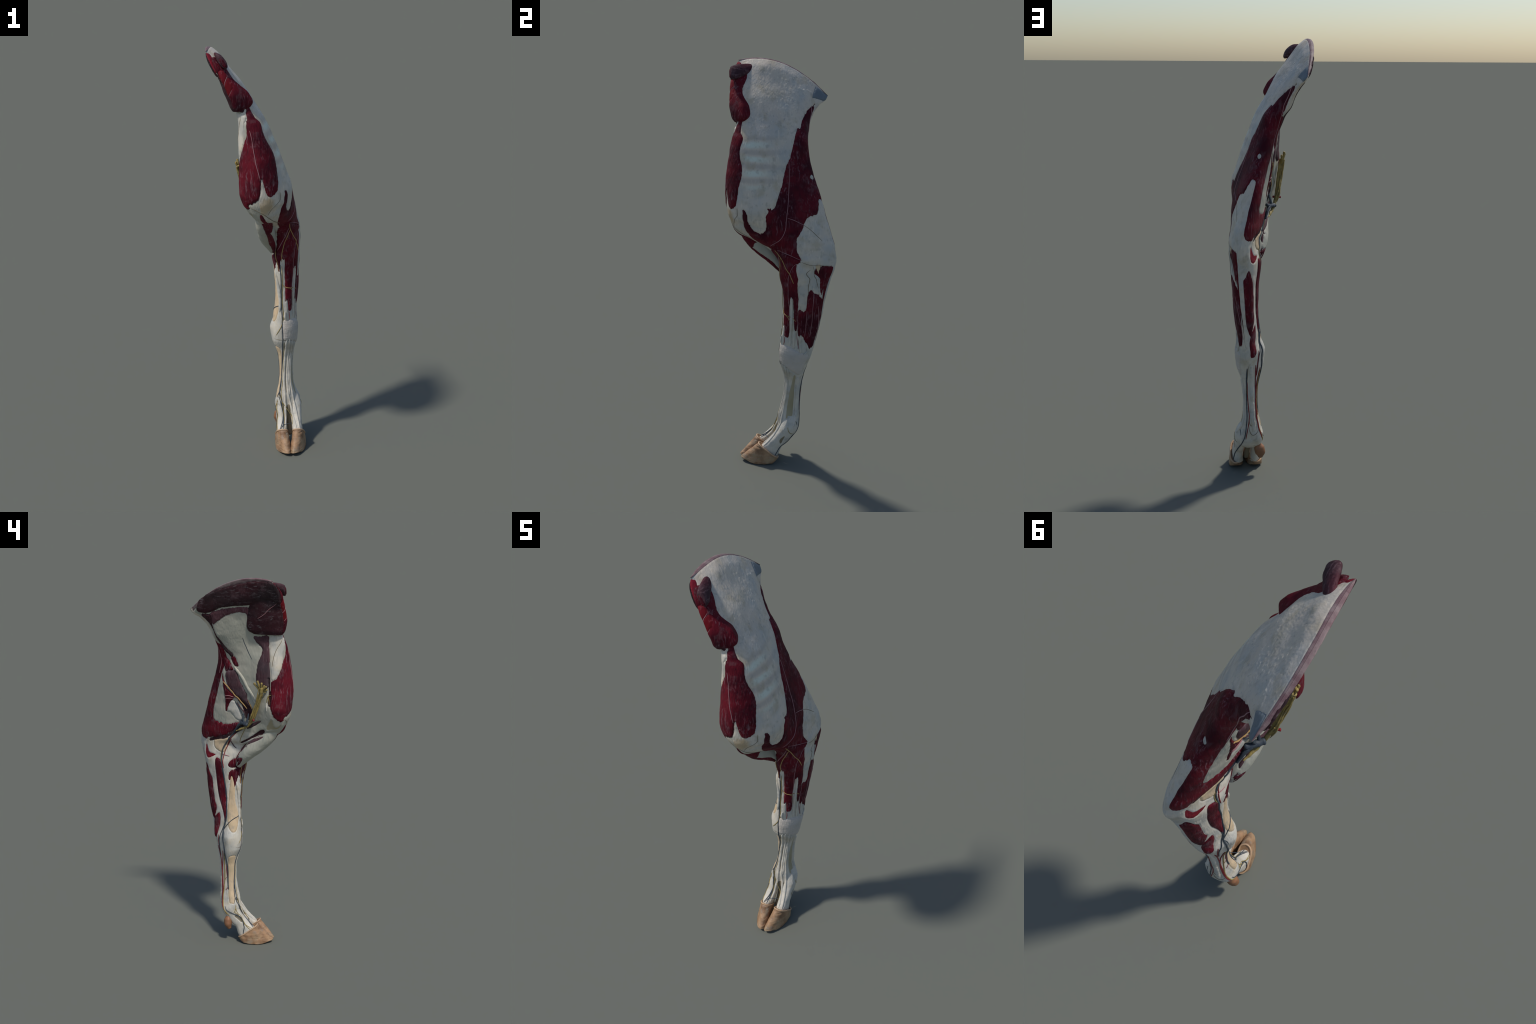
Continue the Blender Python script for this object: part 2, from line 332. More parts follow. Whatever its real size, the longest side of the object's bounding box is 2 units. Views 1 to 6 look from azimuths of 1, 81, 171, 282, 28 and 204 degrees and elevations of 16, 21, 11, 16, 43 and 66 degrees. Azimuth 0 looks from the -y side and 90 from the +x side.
def digit_grid(side):
    m = lambda x: x if side < 0 else .222 - x
    secs = []
    for z, yf, yb, xo, xi in [(.255,.066,.12,.075,.10),(.22,.050,.125,.055,.104),(.185,.032,.124,.046,.106),(.14,.001,.10,.047,.102),
                              (.11,-.028,.078,.047,.098),(.085,-.054,.052,.046,.096),(.05,-.06,.040,.044,.095),(.03,-.055,.032,.046,.096)]:
        c = .5 * (yf + yb); x = .5 * (xo + xi); h = .5 * (xi - xo)
        secs.append([(m(x),yf,z),(m(x-h*.7),yf+.010,z),(m(xo),c-.015,z),(m(xo+.002),c+.02,z),(m(x-h*.6),yb-.01,z),
                     (m(x),yb,z),(m(x+h*.6),yb-.01,z),(m(xi-.002),c+.02,z),(m(xi),c-.015,z),(m(x+h*.7),yf+.010,z)])
    return loft_grid(secs, 130, 110)
add_surface('digit_in', digit_grid(-1)); add_surface('digit_out', digit_grid(1))

# ---------------------------------------------------------------- tissue regions: closed outlines in (loop fraction, height) of a surface
REGION = []
def region(surface, name, mat, bulge, outline, ragged=.004):
    """an area of one tissue; bulge = how proud it stands (m); ragged = fibrous unevenness of its edge"""
    REGION.append((surface, name, mat, bulge, outline, ragged))
region('body', 'forearm_extensor', 'red', 0.004, [(.228,1.166), (.268,1.15), (.298,1.126), (.285,1.112), (.2,1.075), (.118,1.026), (.1,.965), (.11,.912), (.1,.823), (.12,.706), (.06,.695), (.038,.748), (.05,.704), (.028,.751), (.995,.755), (0,.863), (.995,.958), (.952,.961), (.942,.905), (.922,.907), (.912,.956), (.93,.909), (.895,.947), (.865,.893), (.852,.867), (.838,.921), (.81,.919), (.8,.947), (.82,.979), (.892,.993), (.892,1.003), (.922,1.038), (.965,1.098), (.072,1.143), (.185,1.182), (.242,1.168)], 0.006)
region('body', 'shoulder_muscle', 'red', 0.004, [(.102,1.759), (.1,1.698), (.118,1.67), (.102,1.605), (.112,1.54), (.102,1.458), (.095,1.385), (.082,1.353), (.055,1.336), (.035,1.36), (.022,1.42), (.008,1.339), (.98,1.313), (.942,1.292), (.948,1.278), (.912,1.28), (.888,1.315), (.88,1.364), (.878,1.476), (.898,1.497), (.932,1.556), (.958,1.603), (.03,1.691), (.052,1.726)], 0.006)
region('body', 'triceps_muscle', 'red', 0.003, [(.365,1.731), (.35,1.673), (.33,1.589), (.322,1.575), (.3,1.525), (.285,1.462), (.27,1.416), (.262,1.371), (.252,1.362), (.235,1.369), (.242,1.353), (.238,1.329), (.242,1.273), (.23,1.245), (.208,1.236), (.192,1.255), (.172,1.292), (.158,1.332), (.13,1.355), (.138,1.318), (.148,1.276), (.142,1.227), (.118,1.182), (.08,1.14), (.198,1.168), (.218,1.154), (.25,1.136), (.292,1.122), (.31,1.157), (.322,1.194), (.332,1.231), (.352,1.273), (.355,1.297), (.37,1.32), (.39,1.327), (.405,1.336), (.452,1.39), (.495,1.392), (.522,1.374), (.52,1.308), (.522,1.241), (.522,1.175), (.548,1.14), (.6,1.131), (.65,1.147), (.665,1.143), (.73,1.168), (.772,1.208), (.79,1.241), (.778,1.248), (.73,1.231), (.68,1.238), (.648,1.259), (.64,1.322), (.642,1.385), (.645,1.483), (.65,1.537), (.66,1.589), (.6,1.666), (.495,1.731), (.472,1.88), (.452,1.899), (.462,1.911), (.44,1.873), (.41,1.817), (.388,1.766), (.38,1.731)], 0.006)
region('body', 'tendon_island', 'tendon', 0.002, [(.435,1.495), (.455,1.502), (.49,1.495), (.492,1.486), (.468,1.481), (.442,1.486)], 0.001)
region('body', 'neck_root', 'dark', 0.003, [(.812,1.866), (.878,1.908), (.008,1.934), (.01,1.864), (.045,1.731), (.88,1.74), (.805,1.745), (.805,1.82)], 0.002)
region('body', 'blade_front_edge', 'bright', 0.001, [(.968,1.992), (.072,1.99), (.07,1.964), (.032,1.92), (0,1.918), (.995,1.936), (.98,1.969)], 0.002)
region('body', 'blade_muscle', 'dark', 0.004, [(.578,1.99), (.582,2), (.612,2), (.665,1.99), (.71,1.981), (.765,1.978), (.81,1.981), (.865,1.988), (.932,1.99), (.005,1.981), (.008,1.936), (.995,1.901), (.932,1.892), (.878,1.899), (.838,1.88), (.795,1.866), (.742,1.876), (.678,1.894), (.625,1.904), (.582,1.936)], 0.002)
region('body', 'ribbed_muscle', 'ribbed', 0.003, [(.618,1.897), (.675,1.887), (.74,1.869), (.792,1.859), (.805,1.843), (.808,1.778), (.8,1.792), (.785,1.827), (.75,1.838), (.705,1.841), (.652,1.831), (.595,1.827)], 0.004)
region('body', 'back_strap', 'dark', 0.004, [(.562,1.92), (.618,1.894), (.588,1.82), (.595,1.75), (.645,1.668), (.71,1.61), (.698,1.598), (.64,1.638), (.592,1.696), (.58,1.759)], 0.004)
region('body', 'inner_strap_muscle', 'red', 0.004, [(.578,1.68), (.625,1.654), (.668,1.591), (.705,1.556), (.728,1.516), (.688,1.516), (.66,1.537), (.602,1.617)], 0.004)
region('body', 'inner_belly_muscle', 'grey', 0.005, [(.68,1.511), (.735,1.525), (.758,1.481), (.785,1.42), (.818,1.355), (.825,1.322), (.81,1.292), (.79,1.341), (.75,1.392), (.71,1.444)], 0.004)
region('body', 'inner_slip', 'red', 0.002, [(.698,1.593), (.722,1.593), (.748,1.551), (.73,1.549), (.708,1.57)], 0.004)
region('body', 'inner_triceps', 'red', 0.004, [(.645,1.509), (.69,1.453), (.718,1.42), (.75,1.39), (.742,1.362), (.73,1.339), (.722,1.306), (.712,1.311), (.702,1.376), (.68,1.444)], 0.004)
region('body', 'inner_tendon_slip', 'tendon', 0.003, [(.738,1.362), (.768,1.346), (.788,1.266), (.765,1.264), (.742,1.297), (.722,1.306)], 0.004)
region('body', 'armpit_muscle', 'grey', 0.004, [(.812,1.703), (.842,1.708), (.878,1.71), (.882,1.635), (.875,1.565), (.875,1.476), (.86,1.441), (.835,1.458), (.825,1.483), (.832,1.568), (.848,1.638), (.83,1.668)], 0.004)
region('body', 'deep_gap', 'dark', -0.006, [(.8,1.36), (.815,1.346), (.828,1.327), (.82,1.271), (.805,1.271), (.798,1.299), (.785,1.357), (.758,1.39), (.79,1.367)], 0.004)  # gap darkness painted with the dark muscle colour, besides the sunken surface
region('body', 'shoulder_tendon', 'tendon', 0.003, [(.882,1.708), (.942,1.717), (.04,1.708), (.978,1.654), (.935,1.561), (.898,1.5), (.88,1.49), (.878,1.565)], 0.004)
region('body', 'finger_extensor', 'red', 0.003, [(.255,1.096), (.2,1.077), (.115,1.026), (.1,.963), (.11,.912), (.135,.909), (.142,.846), (.158,.751), (.182,.741), (.178,.835), (.178,.905), (.17,.972), (.192,1.04)], 0.006)
region('body', 'outer_forearm_muscle', 'red', 0.004, [(.182,.86), (.225,.849), (.248,.867), (.25,.942), (.278,.97), (.302,.947), (.342,.94), (.352,.926), (.413,.891), (.43,.802), (.425,.713), (.415,.655), (.36,.639), (.282,.683), (.248,.711), (.205,.713), (.182,.797)], 0.006)
region('body', 'elbow_muscle', 'red', 0.003, [(.345,1.075), (.338,1.033), (.345,.97), (.37,.935), (.375,.961), (.4,.858), (.455,.755), (.485,.702), (.492,.625), (.425,.641), (.495,.627), (.482,.741), (.42,.86), (.42,.97), (.455,1.068), (.43,1.089), (.388,1.08), (.42,1.089), (.375,1.091)], 0.006)
region('body', 'elbow_bone_sliver', 'bone', 0.001, [(.35,1.094), (.372,1.094), (.345,1.031), (.355,1.059)], 0.002)
region('body', 'deep_flexor', 'red', 0.004, [(.565,.998), (.6,.958), (.638,.909), (.652,.797), (.665,.758), (.632,.716), (.598,.688), (.562,.716), (.532,.769), (.512,.935), (.54,.97)], 0.002)
region('body', 'wrist_flexor', 'red', 0.003, [(.542,.594), (.592,.681), (.638,.711), (.692,.73), (.682,.676), (.605,.594)], 0.002)
region('body', 'inner_flexor', 'red', 0.004, [(.665,1.028), (.718,1.028), (.748,.961), (.768,.9), (.78,.821), (.778,.732), (.748,.685), (.732,.753), (.702,.821), (.685,.916)], 0.002)
region('body', 'elbow_pocket', 'bright', -0.003, [(.602,1.103), (.622,1.063), (.668,1.054), (.63,1.035), (.598,1.028), (.582,1.04), (.588,1.075)], 0.001)
region('body', 'forearm_bone', 'bone', 0.002, [(.828,.947), (.86,.877), (.868,.804), (.908,.723), (.88,.653), (.848,.636), (.802,.65), (.775,.69), (.795,.786), (.81,.874)], 0.001)
region('body', 'elbow_bone', 'bone', 0.003, [(.665,1.14), (.705,1.152), (.745,1.154), (.745,1.124), (.725,1.075), (.678,1.08), (.655,1.103)], 0.001)
region('body', 'cannon_bone', 'bone', 0.001, [(.79,.489), (.908,.494), (.92,.419), (.862,.312), (.85,.235), (.792,.225), (.752,.242), (.748,.356), (.758,.44)], 0.001)
region('body', 'outer_cannon_bone', 'olive', -0.0015, [(.23,.487), (.265,.473), (.272,.403), (.278,.337), (.28,.253), (.242,.204), (.19,.232), (.158,.312), (.175,.384), (.212,.44)], 0.001)
region('body', 'knee_band', 'band', 0.0035, [(.965,.648), (.02,.65), (.012,.648), (.145,.648), (.25,.625), (.385,.596), (.365,.547), (.322,.489), (.205,.512), (.13,.529), (.072,.54), (0,.545), (.99,.582)], 0.0005)
region('biceps', 'arm_flexor', 'red', 0.003, [(.108,.014), (.042,.022), (.992,.072), (.95,.138), (.9,.159), (.783,.297), (.842,.297), (.917,.326), (.95,.326), (.917,.464), (.883,.667), (.892,.754), (.908,.978), (.058,.986), (.033,.855), (.033,.362), (.058,.174), (.1,.094)], 0.004)
region('body', 'arm_flexor', 'red', 0.003, [(.988,1.25), (.002,1.245), (.015,1.229), (.035,1.203), (.052,1.199), (.08,1.185), (.035,1.154), (.92,1.108), (.875,1.098), (.915,1.077), (.928,1.059), (.92,1.04), (.9,1), (.862,.989), (.858,1.005), (.838,1.075), (.982,1.182), (.975,1.217)], 0.004)
region('biceps', 'biceps_stripe', 'red', 0.002, [(.467,.551), (.533,.529), (.558,.42), (.55,.254), (.483,.167), (.425,.21), (.483,.348), (.525,.5), (.492,.572)], 0.002)
region('biceps', 'biceps_stripe', 'grey', 0.002, [(.433,.768), (.483,.739), (.5,.587), (.55,.471), (.467,.355), (.383,.232), (.375,.29), (.433,.442), (.55,.63), (.483,.725), (.5,.826)], 0.002)
region('biceps', 'biceps_end', 'red', 0.002, [(.433,.92), (.467,.862), (.5,.841), (.308,.717), (.275,.906), (.383,.986), (.367,.833)], 0.002)
region('body', 'biceps_end', 'red', 0.002, [(.788,1.01), (.805,1.033), (.828,1.045), (.892,1.042), (.885,1.007), (.85,.993), (.805,.996)], 0.002)
region('body', 'elbow_fold_muscle', 'dark', -0.002, [(.638,1.14), (.685,1.152), (.735,1.173), (.762,1.196), (.792,1.236), (.805,1.238), (.802,1.21), (.775,1.182), (.75,1.166), (.725,1.147), (.69,1.14), (.632,1.122)], 0.002)
region('body', 'arm_muscle', 'grey', 0.002, [(.818,1.243), (.835,1.264), (.85,1.273), (.842,1.255), (.83,1.231), (.82,1.217), (.815,1.222)], 0.002)
region('biceps', 'arm_muscle', 'grey', 0.002, [(.508,.167), (.55,.13), (.533,.174), (.458,.246), (.483,.348), (.55,.377)], 0.002)
region('neck', 'neck_cut_field', 'bright', -0.0005, [(.05,.763), (.131,.755), (.125,.705), (.019,.64), (.944,.604), (.919,.655), (.919,.698)], 0.001)
region('neck', 'neck_cut_field', 'bright', -0.0005, [(.112,.683), (.144,.669), (.1,.612), (.038,.554), (.938,.482), (.938,.576), (.012,.626)], 0.001)
region('strap', 'strap_cut_face', 'red', -0.001, [(0,.9), (.2,.9), (.4,.9), (.6,.9), (.8,.9), (.999,.9), (.999,1.2), (.8,1.2), (.6,1.2), (.4,1.2), (.2,1.2), (0,1.2)], 0.001)
region('body', 'cartilage_tip', 'blue', 0.002, [(.44,1.983), (.45,1.992), (.488,2), (.5,2), (.522,1.967), (.482,1.95), (.448,1.934), (.435,1.927)], 0.001)
region('body', 'deep_gap', 'dark', -0.007, [(.868,1.493), (.875,1.493), (.875,1.448), (.88,1.404), (.88,1.369), (.878,1.355), (.872,1.362), (.87,1.397), (.87,1.446)], 0.001)
region('body', 'joint_hollow', 'olive', -0.004, [(.872,1.238), (.872,1.262), (.882,1.285), (.888,1.276), (.89,1.259), (.902,1.243), (.92,1.243), (.932,1.257), (.935,1.243), (.922,1.231), (.898,1.231), (.882,1.224)], 0.002)  # dark olive-brown patch in the hollow, set slightly lower than its surroundings
region('biceps', 'joint_hollow', 'olive', -0.004, [(.475,.13), (.483,.087), (.508,.036), (.475,.036), (.383,.051), (.283,.065), (.192,.043), (.108,.014), (.125,.036), (.208,.072), (.325,.094), (.408,.138)], 0.002)
region('body', 'biceps_stripe', 'dark', -0.004, [(.82,1.136), (.835,1.152), (.852,1.178), (.86,1.217), (.872,1.224), (.885,1.201), (.872,1.178), (.855,1.15), (.838,1.131)], 0.002)
region('digit_out', 'pastern_hollow', 'groove', -0.005, [(.773,.468), (.773,.432), (.755,.388), (.736,.417), (.727,.468), (.7,.54), (.7,.576), (.745,.518)], 0.001)
region('digit_in', 'pastern_hollow', 'groove', -0.004, [(.2,.374), (.145,.396), (.136,.446), (.173,.511), (.191,.504), (.2,.446), (.227,.403)], 0.001)


CORD = []
def cord(name, mat, radius, path, lift=.3, taper=.6):
    """a vessel, nerve, tendon or thin brown line laid along surface points (surface, loop fraction, height)"""
    CORD.append((name, mat, radius, path, lift, taper))
cord('fascia_line', 'line', 0.0016, [('body',.322,1.575), ('body',.318,1.504), ('body',.312,1.413), ('body',.305,1.329), ('body',.298,1.262), ('body',.268,1.213), ('body',.192,1.171)], 0.3, 0.6)
cord('fascia_line', 'line', 0.0014, [('body',.308,1.32), ('body',.328,1.308), ('body',.352,1.287)], 0.3, 0.6)
cord('crease', 'groove', 0.0012, [('body',.352,1.287), ('body',.372,1.264), ('body',.392,1.234), ('body',.41,1.21)], -0.2, 0.6)
cord('fascia_line', 'line', 0.0016, [('body',.015,1.64), ('body',.995,1.577), ('body',.995,1.507), ('body',.008,1.448), ('body',.015,1.416)], 0.3, 0.6)
cord('fascia_line', 'line', 0.0014, [('body',.21,1.157), ('body',.255,1.145), ('body',.282,1.129), ('body',.295,1.122)], 0.3, 0.6)
cord('fascia_line', 'line', 0.0014, [('body',.26,1.103), ('body',.18,1.07), ('body',.108,1.024), ('body',.092,.944), ('body',.1,.858), ('body',.095,.788)], 0.3, 0.6)
cord('fascia_line', 'line', 0.0013, [('body',.182,.851), ('body',.185,.781), ('body',.192,.718)], 0.3, 0.6)
cord('fascia_line', 'line', 0.0013, [('body',.295,.949), ('body',.3,.87), ('body',.318,.79), ('body',.325,.709)], 0.3, 0.6)
cord('fascia_line', 'line', 0.0012, [('body',.255,.853), ('body',.262,.783), ('body',.27,.709)], 0.3, 0.6)
cord('fascia_line', 'line', 0.0013, [('body',.348,.877), ('body',.382,.811), ('body',.428,.739), ('body',.46,.678)], 0.3, 0.6)
cord('fascia_line', 'line', 0.0013, [('neck',.112,.691), ('neck',.038,.647), ('neck',.925,.583)], 0.3, 0.6)
cord('fascia_line', 'line', 0.0013, [('neck',.031,.547), ('neck',.981,.511), ('neck',.938,.468)], 0.3, 0.6)
cord('fascia_line', 'line', 0.0013, [('neck',.7,.504), ('neck',.75,.561), ('neck',.794,.633), ('neck',.862,.698)], 0.3, 0.6)
cord('fascia_line', 'line', 0.0016, [('body',.442,1.885), ('body',.46,1.827), ('body',.472,1.74), ('body',.56,1.659), ('body',.612,1.575), ('body',.625,1.504)], 0.3, 0.6)
cord('tendon', 'tendon', 0.0055, [('body',.122,.919), ('body',.128,.863), ('body',.13,.793), ('body',.135,.72), ('body',.148,.653)], 0.1, 0.5)
cord('tendon', 'tendon', 0.005, [('body',.162,.741), ('body',.175,.69), ('body',.182,.646)], 0.1, 0.6)
cord('tendon', 'tendon', 0.005, [('body',.228,.716), ('body',.242,.664), ('body',.265,.622)], 0.1, 0.6)
cord('tendon', 'tendon', 0.005, [('body',.305,.669), ('body',.338,.629), ('body',.305,.611)], 0.1, 0.6)
cord('tendon', 'tendon', 0.006, [('body',.995,.692), ('body',.992,.664), ('body',.02,.648)], 0.1, 0.6)
cord('tendon', 'tendon', 0.0062, [('body',.04,.543), ('body',.988,.449), ('body',.965,.379), ('body',.952,.314), ('body',.97,.258), ('body',.97,.2), ('digit_in',.9,.432), ('digit_in',.882,.662)], -0.2, 0.6)
cord('tendon', 'tendon', 0.0054, [('body',.07,.545), ('body',.045,.447), ('body',.028,.379), ('body',.02,.312), ('body',.025,.256), ('body',.04,.207), ('digit_out',.082,.374), ('digit_out',.045,.504), ('digit_out',.018,.647)], -0.2, 0.6)
cord('tendon', 'tendon', 0.0054, [('body',.115,.543), ('body',.095,.466), ('body',.1,.393), ('body',.088,.326), ('body',.1,.26), ('body',.102,.211), ('digit_out',.973,.388), ('digit_out',.927,.655)], -0.2, 0.6)
cord('tendon', 'tendon', 0.005, [('body',.142,.522), ('body',.125,.463), ('body',.095,.466), ('body',.065,.386), ('body',.058,.312), ('body',.05,.246)], -0.2, 0.6)
cord('tendon', 'tendon', 0.0075, [('body',.302,.47), ('body',.338,.391), ('body',.34,.319), ('body',.335,.251), ('digit_out',.7,.209)], -0.1, 0.7)
cord('tendon', 'tendon', 0.0075, [('body',.875,.912), ('body',.908,.839), ('body',.925,.765), ('body',.925,.695)], -0.1, 0.5)
cord('tendon', 'tendon', 0.01, [('body',.545,.54), ('body',.538,.468), ('body',.535,.389), ('body',.542,.312), ('body',.54,.265), ('body',.538,.228)], -0.3, 0.8)
cord('crease', 'groove', 0.0018, [('body',.005,.424), ('body',.982,.363), ('body',.98,.314), ('body',.992,.258)], 0, 0.6)
cord('crease', 'groove', 0.002, [('body',.072,.412), ('body',.052,.344), ('body',.04,.279), ('body',.04,.235)], 0, 0.6)
cord('crease', 'groove', 0.0016, [('body',.878,.55), ('body',.942,.547), ('body',.035,.543), ('body',.145,.533)], -0.2, 0.6)
cord('nerve', 'nervelet', 0.002, [('biceps',.925,.949), ('body',.905,.977), ('body',.922,.937), ('body',.93,.905)], 0.3, 0.6)
cord('nerve', 'nervelet', 0.0018, [('body',.96,.837), ('body',.998,.821), ('body',.052,.814), ('body',.135,.807), ('body',.168,.793)], 0.3, 0.6)
cord('nerve', 'nervelet', 0.0016, [('body',.052,.814), ('body',.09,.802), ('body',.112,.788)], 0.3, 0.6)
cord('vein', 'vein', 0.0024, [('body',.95,.937), ('body',.955,.872), ('body',.945,.795), ('body',.945,.73), ('body',.96,.664), ('body',.985,.599), ('body',.99,.538), ('body',.948,.468), ('body',.915,.398), ('body',.888,.328), ('body',.885,.272), ('body',.87,.23)], 0.3, 0.6)
cord('vein', 'vein', 0.0022, [('body',.885,.26), ('body',.918,.218), ('digit_in',.973,.345), ('digit_in',.955,.468), ('digit_in',.964,.647)], 0.3, 0.6)
cord('nerve', 'nerve', 0.0018, [('body',.968,.93), ('body',.97,.863), ('body',.96,.795), ('body',.955,.739), ('body',.972,.681), ('body',.972,.641), ('body',.958,.608), ('body',.915,.573)], 0.3, 0.6)
cord('nerve', 'nerve', 0.0016, [('body',.005,.529), ('body',.958,.433), ('body',.932,.347), ('body',.91,.265), ('body',.928,.209), ('digit_in',.945,.403), ('digit_in',.9,.655)], 0.3, 0.6)
cord('vein', 'vein', 0.0022, [('body',.955,.73), ('body',.86,.713), ('body',.798,.69), ('body',.748,.66), ('body',.72,.639)], 0.3, 0.6)
cord('vein', 'vein', 0.0036, [('body',.752,1.154), ('body',.73,1.122), ('body',.715,1.087), ('body',.718,1.04), ('body',.74,.989), ('body',.762,.926), ('body',.778,.856), ('body',.78,.793), ('body',.772,.732), ('body',.748,.678), ('body',.718,.634), ('body',.7,.573), ('body',.71,.51), ('body',.74,.454), ('body',.755,.393), ('body',.752,.337), ('body',.758,.302)], 0.3, 0.6)
cord('artery', 'artery', 0.0024, [('body',.762,1.15), ('body',.74,1.11), ('body',.73,1.075), ('body',.732,1.033), ('body',.75,.989)], 0.3, 0.6)
cord('nerve', 'nerve', 0.0022, [('body',.72,1.103), ('body',.708,1.073), ('body',.71,1.038), ('body',.725,1.014)], 0.3, 0.6)
cord('artery', 'line', 0.0022, [('body',.72,1.063), ('body',.742,1.059), ('body',.77,1.056)], 0.3, 0.6)
cord('vein', 'grey', 0.0026, [('body',.758,1.154), ('body',.762,1.133), ('body',.778,1.112), ('body',.802,1.101)], 0.3, 0.6)
cord('nerve', 'nerve', 0.0024, [('body',.69,.512), ('body',.682,.447), ('body',.678,.379), ('body',.66,.314), ('body',.642,.26), ('body',.65,.218), ('body',.675,.186), ('body',.722,.16)], 0.3, 0.6)
cord('artery', 'artery', 0.0024, [('body',.672,.524), ('body',.638,.442), ('body',.61,.358), ('body',.618,.274), ('body',.632,.216), ('body',.665,.183)], 0.3, 0.6)
cord('artery', 'artery', 0.002, [('body',.73,.449), ('body',.732,.391), ('body',.752,.347), ('body',.752,.314), ('body',.69,.293)], 0.3, 0.6)
cord('artery', 'artery', 0.0014, [('body',.728,.368), ('body',.685,.356), ('body',.662,.342)], 0.3, 0.6)
cord('vein', 'vein', 0.002, [('body',.945,.466), ('body',.922,.4), ('body',.88,.328), ('body',.86,.258), ('body',.902,.211), ('digit_in',.964,.388), ('digit_in',.982,.511), ('digit_in',.045,.647)], 0.3, 0.6)
cord('vein', 'vein', 0.0018, [('body',.858,.256), ('body',.832,.225)], 0.3, 0.6)
cord('nerve', 'nerve', 0.0018, [('body',.875,.253), ('body',.928,.209), ('digit_out',.1,.432), ('digit_out',.127,.583)], 0.3, 0.6)
cord('nerve', 'nerve', 0.0018, [('body',.848,.216), ('body',.848,.197), ('digit_in',.118,.317), ('digit_in',.118,.36), ('digit_in',.091,.367)], 0.3, 0.6)
cord('nerve', 'nerve', 0.0018, [('body',.84,.195), ('digit_in',.173,.324), ('digit_in',.2,.338)], 0.3, 0.6)
cord('vein', 'vein', 0.0024, [('digit_in',.318,.23), ('body',.718,.186), ('body',.758,.179), ('digit_in',.218,.353), ('digit_in',.164,.367), ('digit_in',.127,.388), ('digit_in',.118,.432), ('digit_in',.145,.504), ('digit_in',.191,.597), ('digit_in',.255,.727), ('digit_in',.282,.827)], 0.3, 0.6)
cord('nerve', 'nerve', 0.0022, [('body',.655,.214), ('body',.67,.19), ('body',.71,.174), ('body',.762,.155)], 0.3, 0.6)
cord('nerve', 'nerve', 0.0018, [('digit_in',.091,.367), ('digit_in',.1,.417), ('digit_in',.127,.496), ('digit_in',.155,.59), ('digit_in',.164,.662), ('digit_in',.145,.705)], 0.3, 0.6)
cord('vein', 'vein', 0.0018, [('digit_out',.136,.561), ('digit_in',.964,.561), ('digit_in',.009,.619), ('digit_in',.036,.662)], 0.3, 0.6)
cord('vein', 'vein', 0.0016, [('digit_in',.955,.568), ('digit_in',.964,.619), ('digit_in',.955,.669)], 0.3, 0.6)
cord('vein', 'vein', 0.0024, [('body',.49,.533), ('body',.442,.468), ('body',.415,.405), ('body',.415,.349), ('body',.422,.305), ('body',.432,.251), ('body',.43,.197), ('body',.39,.162), ('digit_out',.573,.525), ('digit_out',.627,.748), ('digit_out',.673,.892)], 0.3, 0.6)
cord('artery', 'artery', 0.002, [('body',.452,.463), ('body',.438,.405), ('body',.452,.344), ('body',.47,.298), ('body',.458,.244), ('body',.442,.186)], 0.3, 0.6)
cord('nerve', 'nerve', 0.0018, [('body',.445,.484), ('body',.432,.435), ('body',.44,.375)], 0.3, 0.6)
cord('artery', 'artery', 0.0026, [('body',.595,.545), ('body',.595,.487), ('body',.612,.424), ('body',.622,.361), ('body',.63,.307), ('body',.632,.26), ('body',.63,.221)], 0.3, 0.6)
cord('vein', 'vein', 0.0024, [('body',.748,.704), ('body',.735,.669), ('body',.69,.627), ('body',.65,.587), ('body',.628,.543), ('body',.618,.494)], 0.3, 0.6)
cord('vein', 'vein', 0.0016, [('body',.722,.643), ('body',.73,.625), ('body',.722,.604)], 0.3, 0.6)
cord('artery', 'artery', 0.002, [('body',.652,.611), ('body',.628,.566), ('body',.612,.519), ('body',.608,.487)], 0.3, 0.6)
cord('crease', 'groove', 0.0014, [('body',.472,.244), ('body',.485,.221), ('body',.515,.204), ('body',.552,.207), ('body',.588,.218), ('body',.612,.228)], 0.3, 0.6)
cord('crease', 'groove', 0.0016, [('body',.468,.286), ('body',.482,.256), ('body',.52,.249), ('body',.588,.256)], -0.2, 0.6)
cord('crease', 'groove', 0.0013, [('body',.512,.543), ('body',.482,.501), ('body',.452,.463)], 0.3, 0.6)
cord('nerve', 'nerve', 0.0016, [('body',.858,.211), ('digit_in',.127,.281), ('digit_in',.173,.331), ('digit_in',.127,.367), ('digit_in',.127,.424), ('digit_in',.155,.547), ('digit_in',.109,.683)], 0.3, 0.6)
cord('nerve', 'nerve', 0.0016, [('digit_out',.773,.237), ('digit_out',.755,.295), ('digit_out',.709,.345), ('digit_out',.627,.367)], 0.3, 0.6)
cord('vein', 'vein', 0.0016, [('digit_out',.664,.101), ('digit_out',.555,.165), ('body',.37,.202)], 0.3, 0.6)
cord('nerve', 'nervelet', 0.003, [('body',.68,1.46), ('body',.705,1.444), ('body',.725,1.423), ('body',.745,1.402), ('body',.768,1.378), ('body',.79,1.355), ('body',.808,1.327)], 1.2, 0.6)
cord('nerve', 'nervelet', 0.0022, [('body',.81,1.374), ('body',.82,1.353), ('body',.825,1.329)], 1, 0.6)
cord('nerve', 'line', 0.002, [('body',.705,1.388), ('body',.725,1.39), ('body',.742,1.385), ('body',.762,1.378), ('body',.775,1.369)], 0.8, 0.6)
cord('nerve', 'line', 0.0018, [('body',.705,1.371), ('body',.728,1.376), ('body',.75,1.376)], 0.6, 0.6)
cord('vein', 'vein', 0.0024, [('body',.76,1.36), ('body',.775,1.332), ('body',.79,1.299), ('body',.798,1.276)], 0.6, 0.6)
cord('vein', 'grey', 0.0026, [('body',.77,1.355), ('body',.785,1.327), ('body',.798,1.304), ('body',.802,1.278)], 0.6, 0.6)
